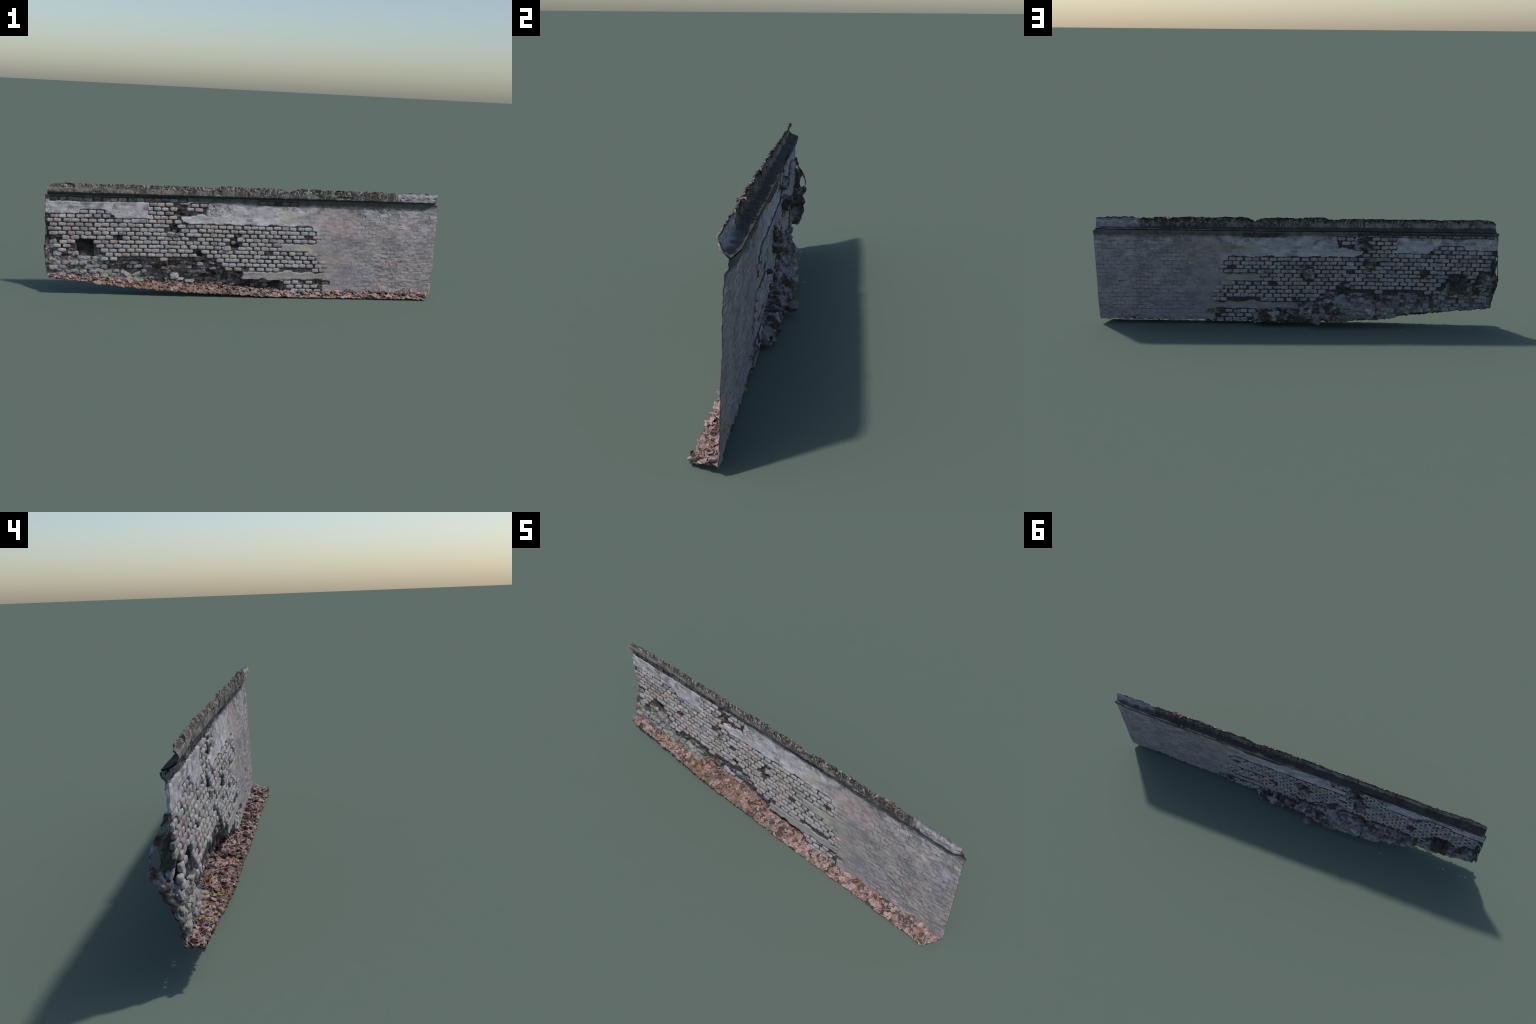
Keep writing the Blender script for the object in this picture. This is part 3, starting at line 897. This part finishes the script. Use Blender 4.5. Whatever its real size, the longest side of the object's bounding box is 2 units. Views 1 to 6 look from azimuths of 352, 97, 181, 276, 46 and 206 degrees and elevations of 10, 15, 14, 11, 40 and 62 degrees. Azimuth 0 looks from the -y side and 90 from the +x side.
# ------------------------------------------------------------------ leaf litter
def litter_front_y(x):
    return np.interp(x, [-.965, -.82, -.61, -.415, -.22, .08, .44, .62, .77, .94],
                     [-.077, -.069, -.068, -.071, -.063, -.057, -.050, -.048, -.047, -.049])


NL, NM = 820, 56
ls = np.linspace(0, 1, NL); lm = np.linspace(0, 1, NM)
LS, LM = np.meshgrid(ls, lm, indexing='ij')
xb = -.974 + 1.953 * LS; xf = -.962 + 1.903 * LS
LX = xb * (1 - LM) + xf * LM
i_s = np.clip(((xb + .982) / 1.974 * (NX - 1)).astype(int), 0, NX - 1)
back_d = np.array([np.mean(D[i, 2:9]) for i in range(NX)])
back_d = np.convolve(np.pad(back_d, 8, mode='edge'), np.ones(17) / 17, 'valid')
yb = plane_y(xb, .05) + np.clip(back_d[i_s], 0, .085) - .0005
yf = litter_front_y(xf) + .004 * fbm(LS * 60, 0 * LS, 121) + .003 * vnoise(LS * 230, 0 * LS, 122)
LY = yb * (1 - LM) + yf * LM
zb_ = litter_back(LX); zf_ = litter_front(LX)
# mounded: nearly level, dipping at the outer edge
LZ = zb_ + (zf_ - zb_) * LM ** 1.3
cell = np.abs(fbm(LX * 45 + .4 * vnoise(LX * 60, LY * 60, 131), LY * 45, 132, 3))
LZ = LZ + .011 * (cell - .16) + .006 * fbm(LX * 90, LY * 90, 134, 3) + .004 * fbm(LX * 14, LY * 20, 136, 2)
LZ = LZ - .004 * smooth(.85, 1, LM)
LZ = np.maximum(LZ, .0042 + .002 * fbm(LX * 80, LY * 80, 140))
PL = np.stack([LX, LY, LZ], -1)
PL = PL[:, ::-1]                                  # so that du x dv looks up
V, F, L, VN = shell(PL, .0035, np.ones((NL - 1, NM - 1), bool))
litter = new_mesh_object('leaf_litter', V, F, LITTER, wall, normals=VN)


def leaf_shape(seed):
    rs = random.Random(seed)
    nu, nv = 10, 6
    top = []
    c1, c2, tw = rs.uniform(.5, 1.6), rs.uniform(-.9, 1.4), rs.uniform(-.6, .6)
    lob = rs.choice([0, 0, .25, .35])
    for i in range(nu + 1):
        u = i / nu
        wdt = .30 * math.sin(math.pi * u ** .8) ** .75 + .012
        wdt *= 1 + lob * math.sin(u * 5 * math.pi)
        for j in range(nv + 1):
            v = -1 + 2 * j / nv
            x = u - .5; y = v * wdt
            z = .22 * c1 * (x * x) * 1.6 + c2 * y * y * 1.4 + tw * x * y + .05 * math.sin(u * 9 + v * 4 + seed)
            z += .03 * abs(v) * math.sin(u * 23 + seed)
            top.append((x, y, z))
    n = len(top); W = nv + 1
    th = .028
    vs = top + [(x, y, z - th) for x, y, z in top]
    fs = []
    for i in range(nu):
        for j in range(nv):
            a = i * W + j
            fs.append((a, a + W, a + W + 1, a + 1)); fs.append((a + n, a + 1 + n, a + W + 1 + n, a + W + n))
    rim = [j for j in range(W)] + [i * W + nv for i in range(1, nu + 1)] + [nu * W + j for j in range(nv - 1, -1, -1)] + [i * W for i in range(nu - 1, 0, -1)]
    for a, b in zip(rim, rim[1:] + rim[:1]):
        fs.append((a, b, b + n, a + n))
    return vs, fs


LEAVES = [leaf_shape(i) for i in range(9)]
leaf_cache = {}


def leaf_mesh(i, m):
    if (i, m) not in leaf_cache:
        me = bpy.data.meshes.new('leaf'); me.from_pydata(LEAVES[i][0], [], LEAVES[i][1]); me.update()
        me.polygons.foreach_set("use_smooth", np.ones(len(me.polygons), dtype=bool))
        me.materials.append(LEAF_MATS[m]); leaf_cache[(i, m)] = me
    return leaf_cache[(i, m)]


def leaf_colour(x):
    rust = math.exp(-((x + .40) / .28) ** 2)
    return random.choices(range(7), [6 * (1.1 - .5 * rust), 6 * (1.1 - .5 * rust), .7 + 3.5 * rust, .4 + .6 * rust, 4.6, 1.8, 1.2 if x < -.5 else .3])[0]


def put_leaf(name, loc, size, mat, tilt, parent):
    ob = bpy.data.objects.new(name, leaf_mesh(random.randrange(9), mat))
    ob.location = loc
    ob.rotation_euler = (random.gauss(0, tilt), random.gauss(0, tilt), random.uniform(0, 6.28))
    ob.scale = (size, size, size)
    bpy.context.scene.collection.objects.link(ob); ob.parent = parent


for n in range(285):
    a = random.random(); m = random.random() ** .9
    i = int(a * (NL - 1)); j = int((.05 + .81 * m) * (NM - 1))      # row 0 is the outer edge
    x, y, z = LX[i, j], LY[i, j], LZ[i, j]
    put_leaf('leaf', (x, y, z + .0015), random.uniform(.022, .044), leaf_colour(x), .30, litter)
lv, lf, lmi = [], [], []
for n in range(600):                               # crumbs of leaf, too many to pick apart
    i = random.randrange(NL); j = random.randrange(1, NM - 2)
    x, y, z = LX[i, j], LY[i, j], LZ[i, j]
    M = Matrix.LocRotScale(Vector((x, y, z + .001)), Euler((random.gauss(0, .6), random.gauss(0, .6), random.uniform(0, 6.28))),
                           Vector((1, 1, 1)) * random.uniform(.007, .016))
    v, f = LEAVES[random.randrange(9)]
    o = len(lv)
    lv += [tuple(M @ Vector(p)) for p in v]; lf += [[q + o for q in fc] for fc in f]; lmi += [leaf_colour(x)] * len(f)
crumbs = new_mesh_object('leaf_crumbs', lv, lf, LEAF_MATS, litter, lmi)
crumbs["kind"] = "stuff"
# dead leaves and dirt caught in the notch of the coping
for n in range(14):
    x = random.gauss(.635, .018)
    put_leaf('leaf', (x, float(plane_y(x, .53)) - .012 + random.uniform(-.006, .010), float(coping_top(np.array(x))) - .001 + random.uniform(-.004, .003)),
             random.uniform(.012, .020), random.choice([4, 4, 4, 1]), .5, litter)
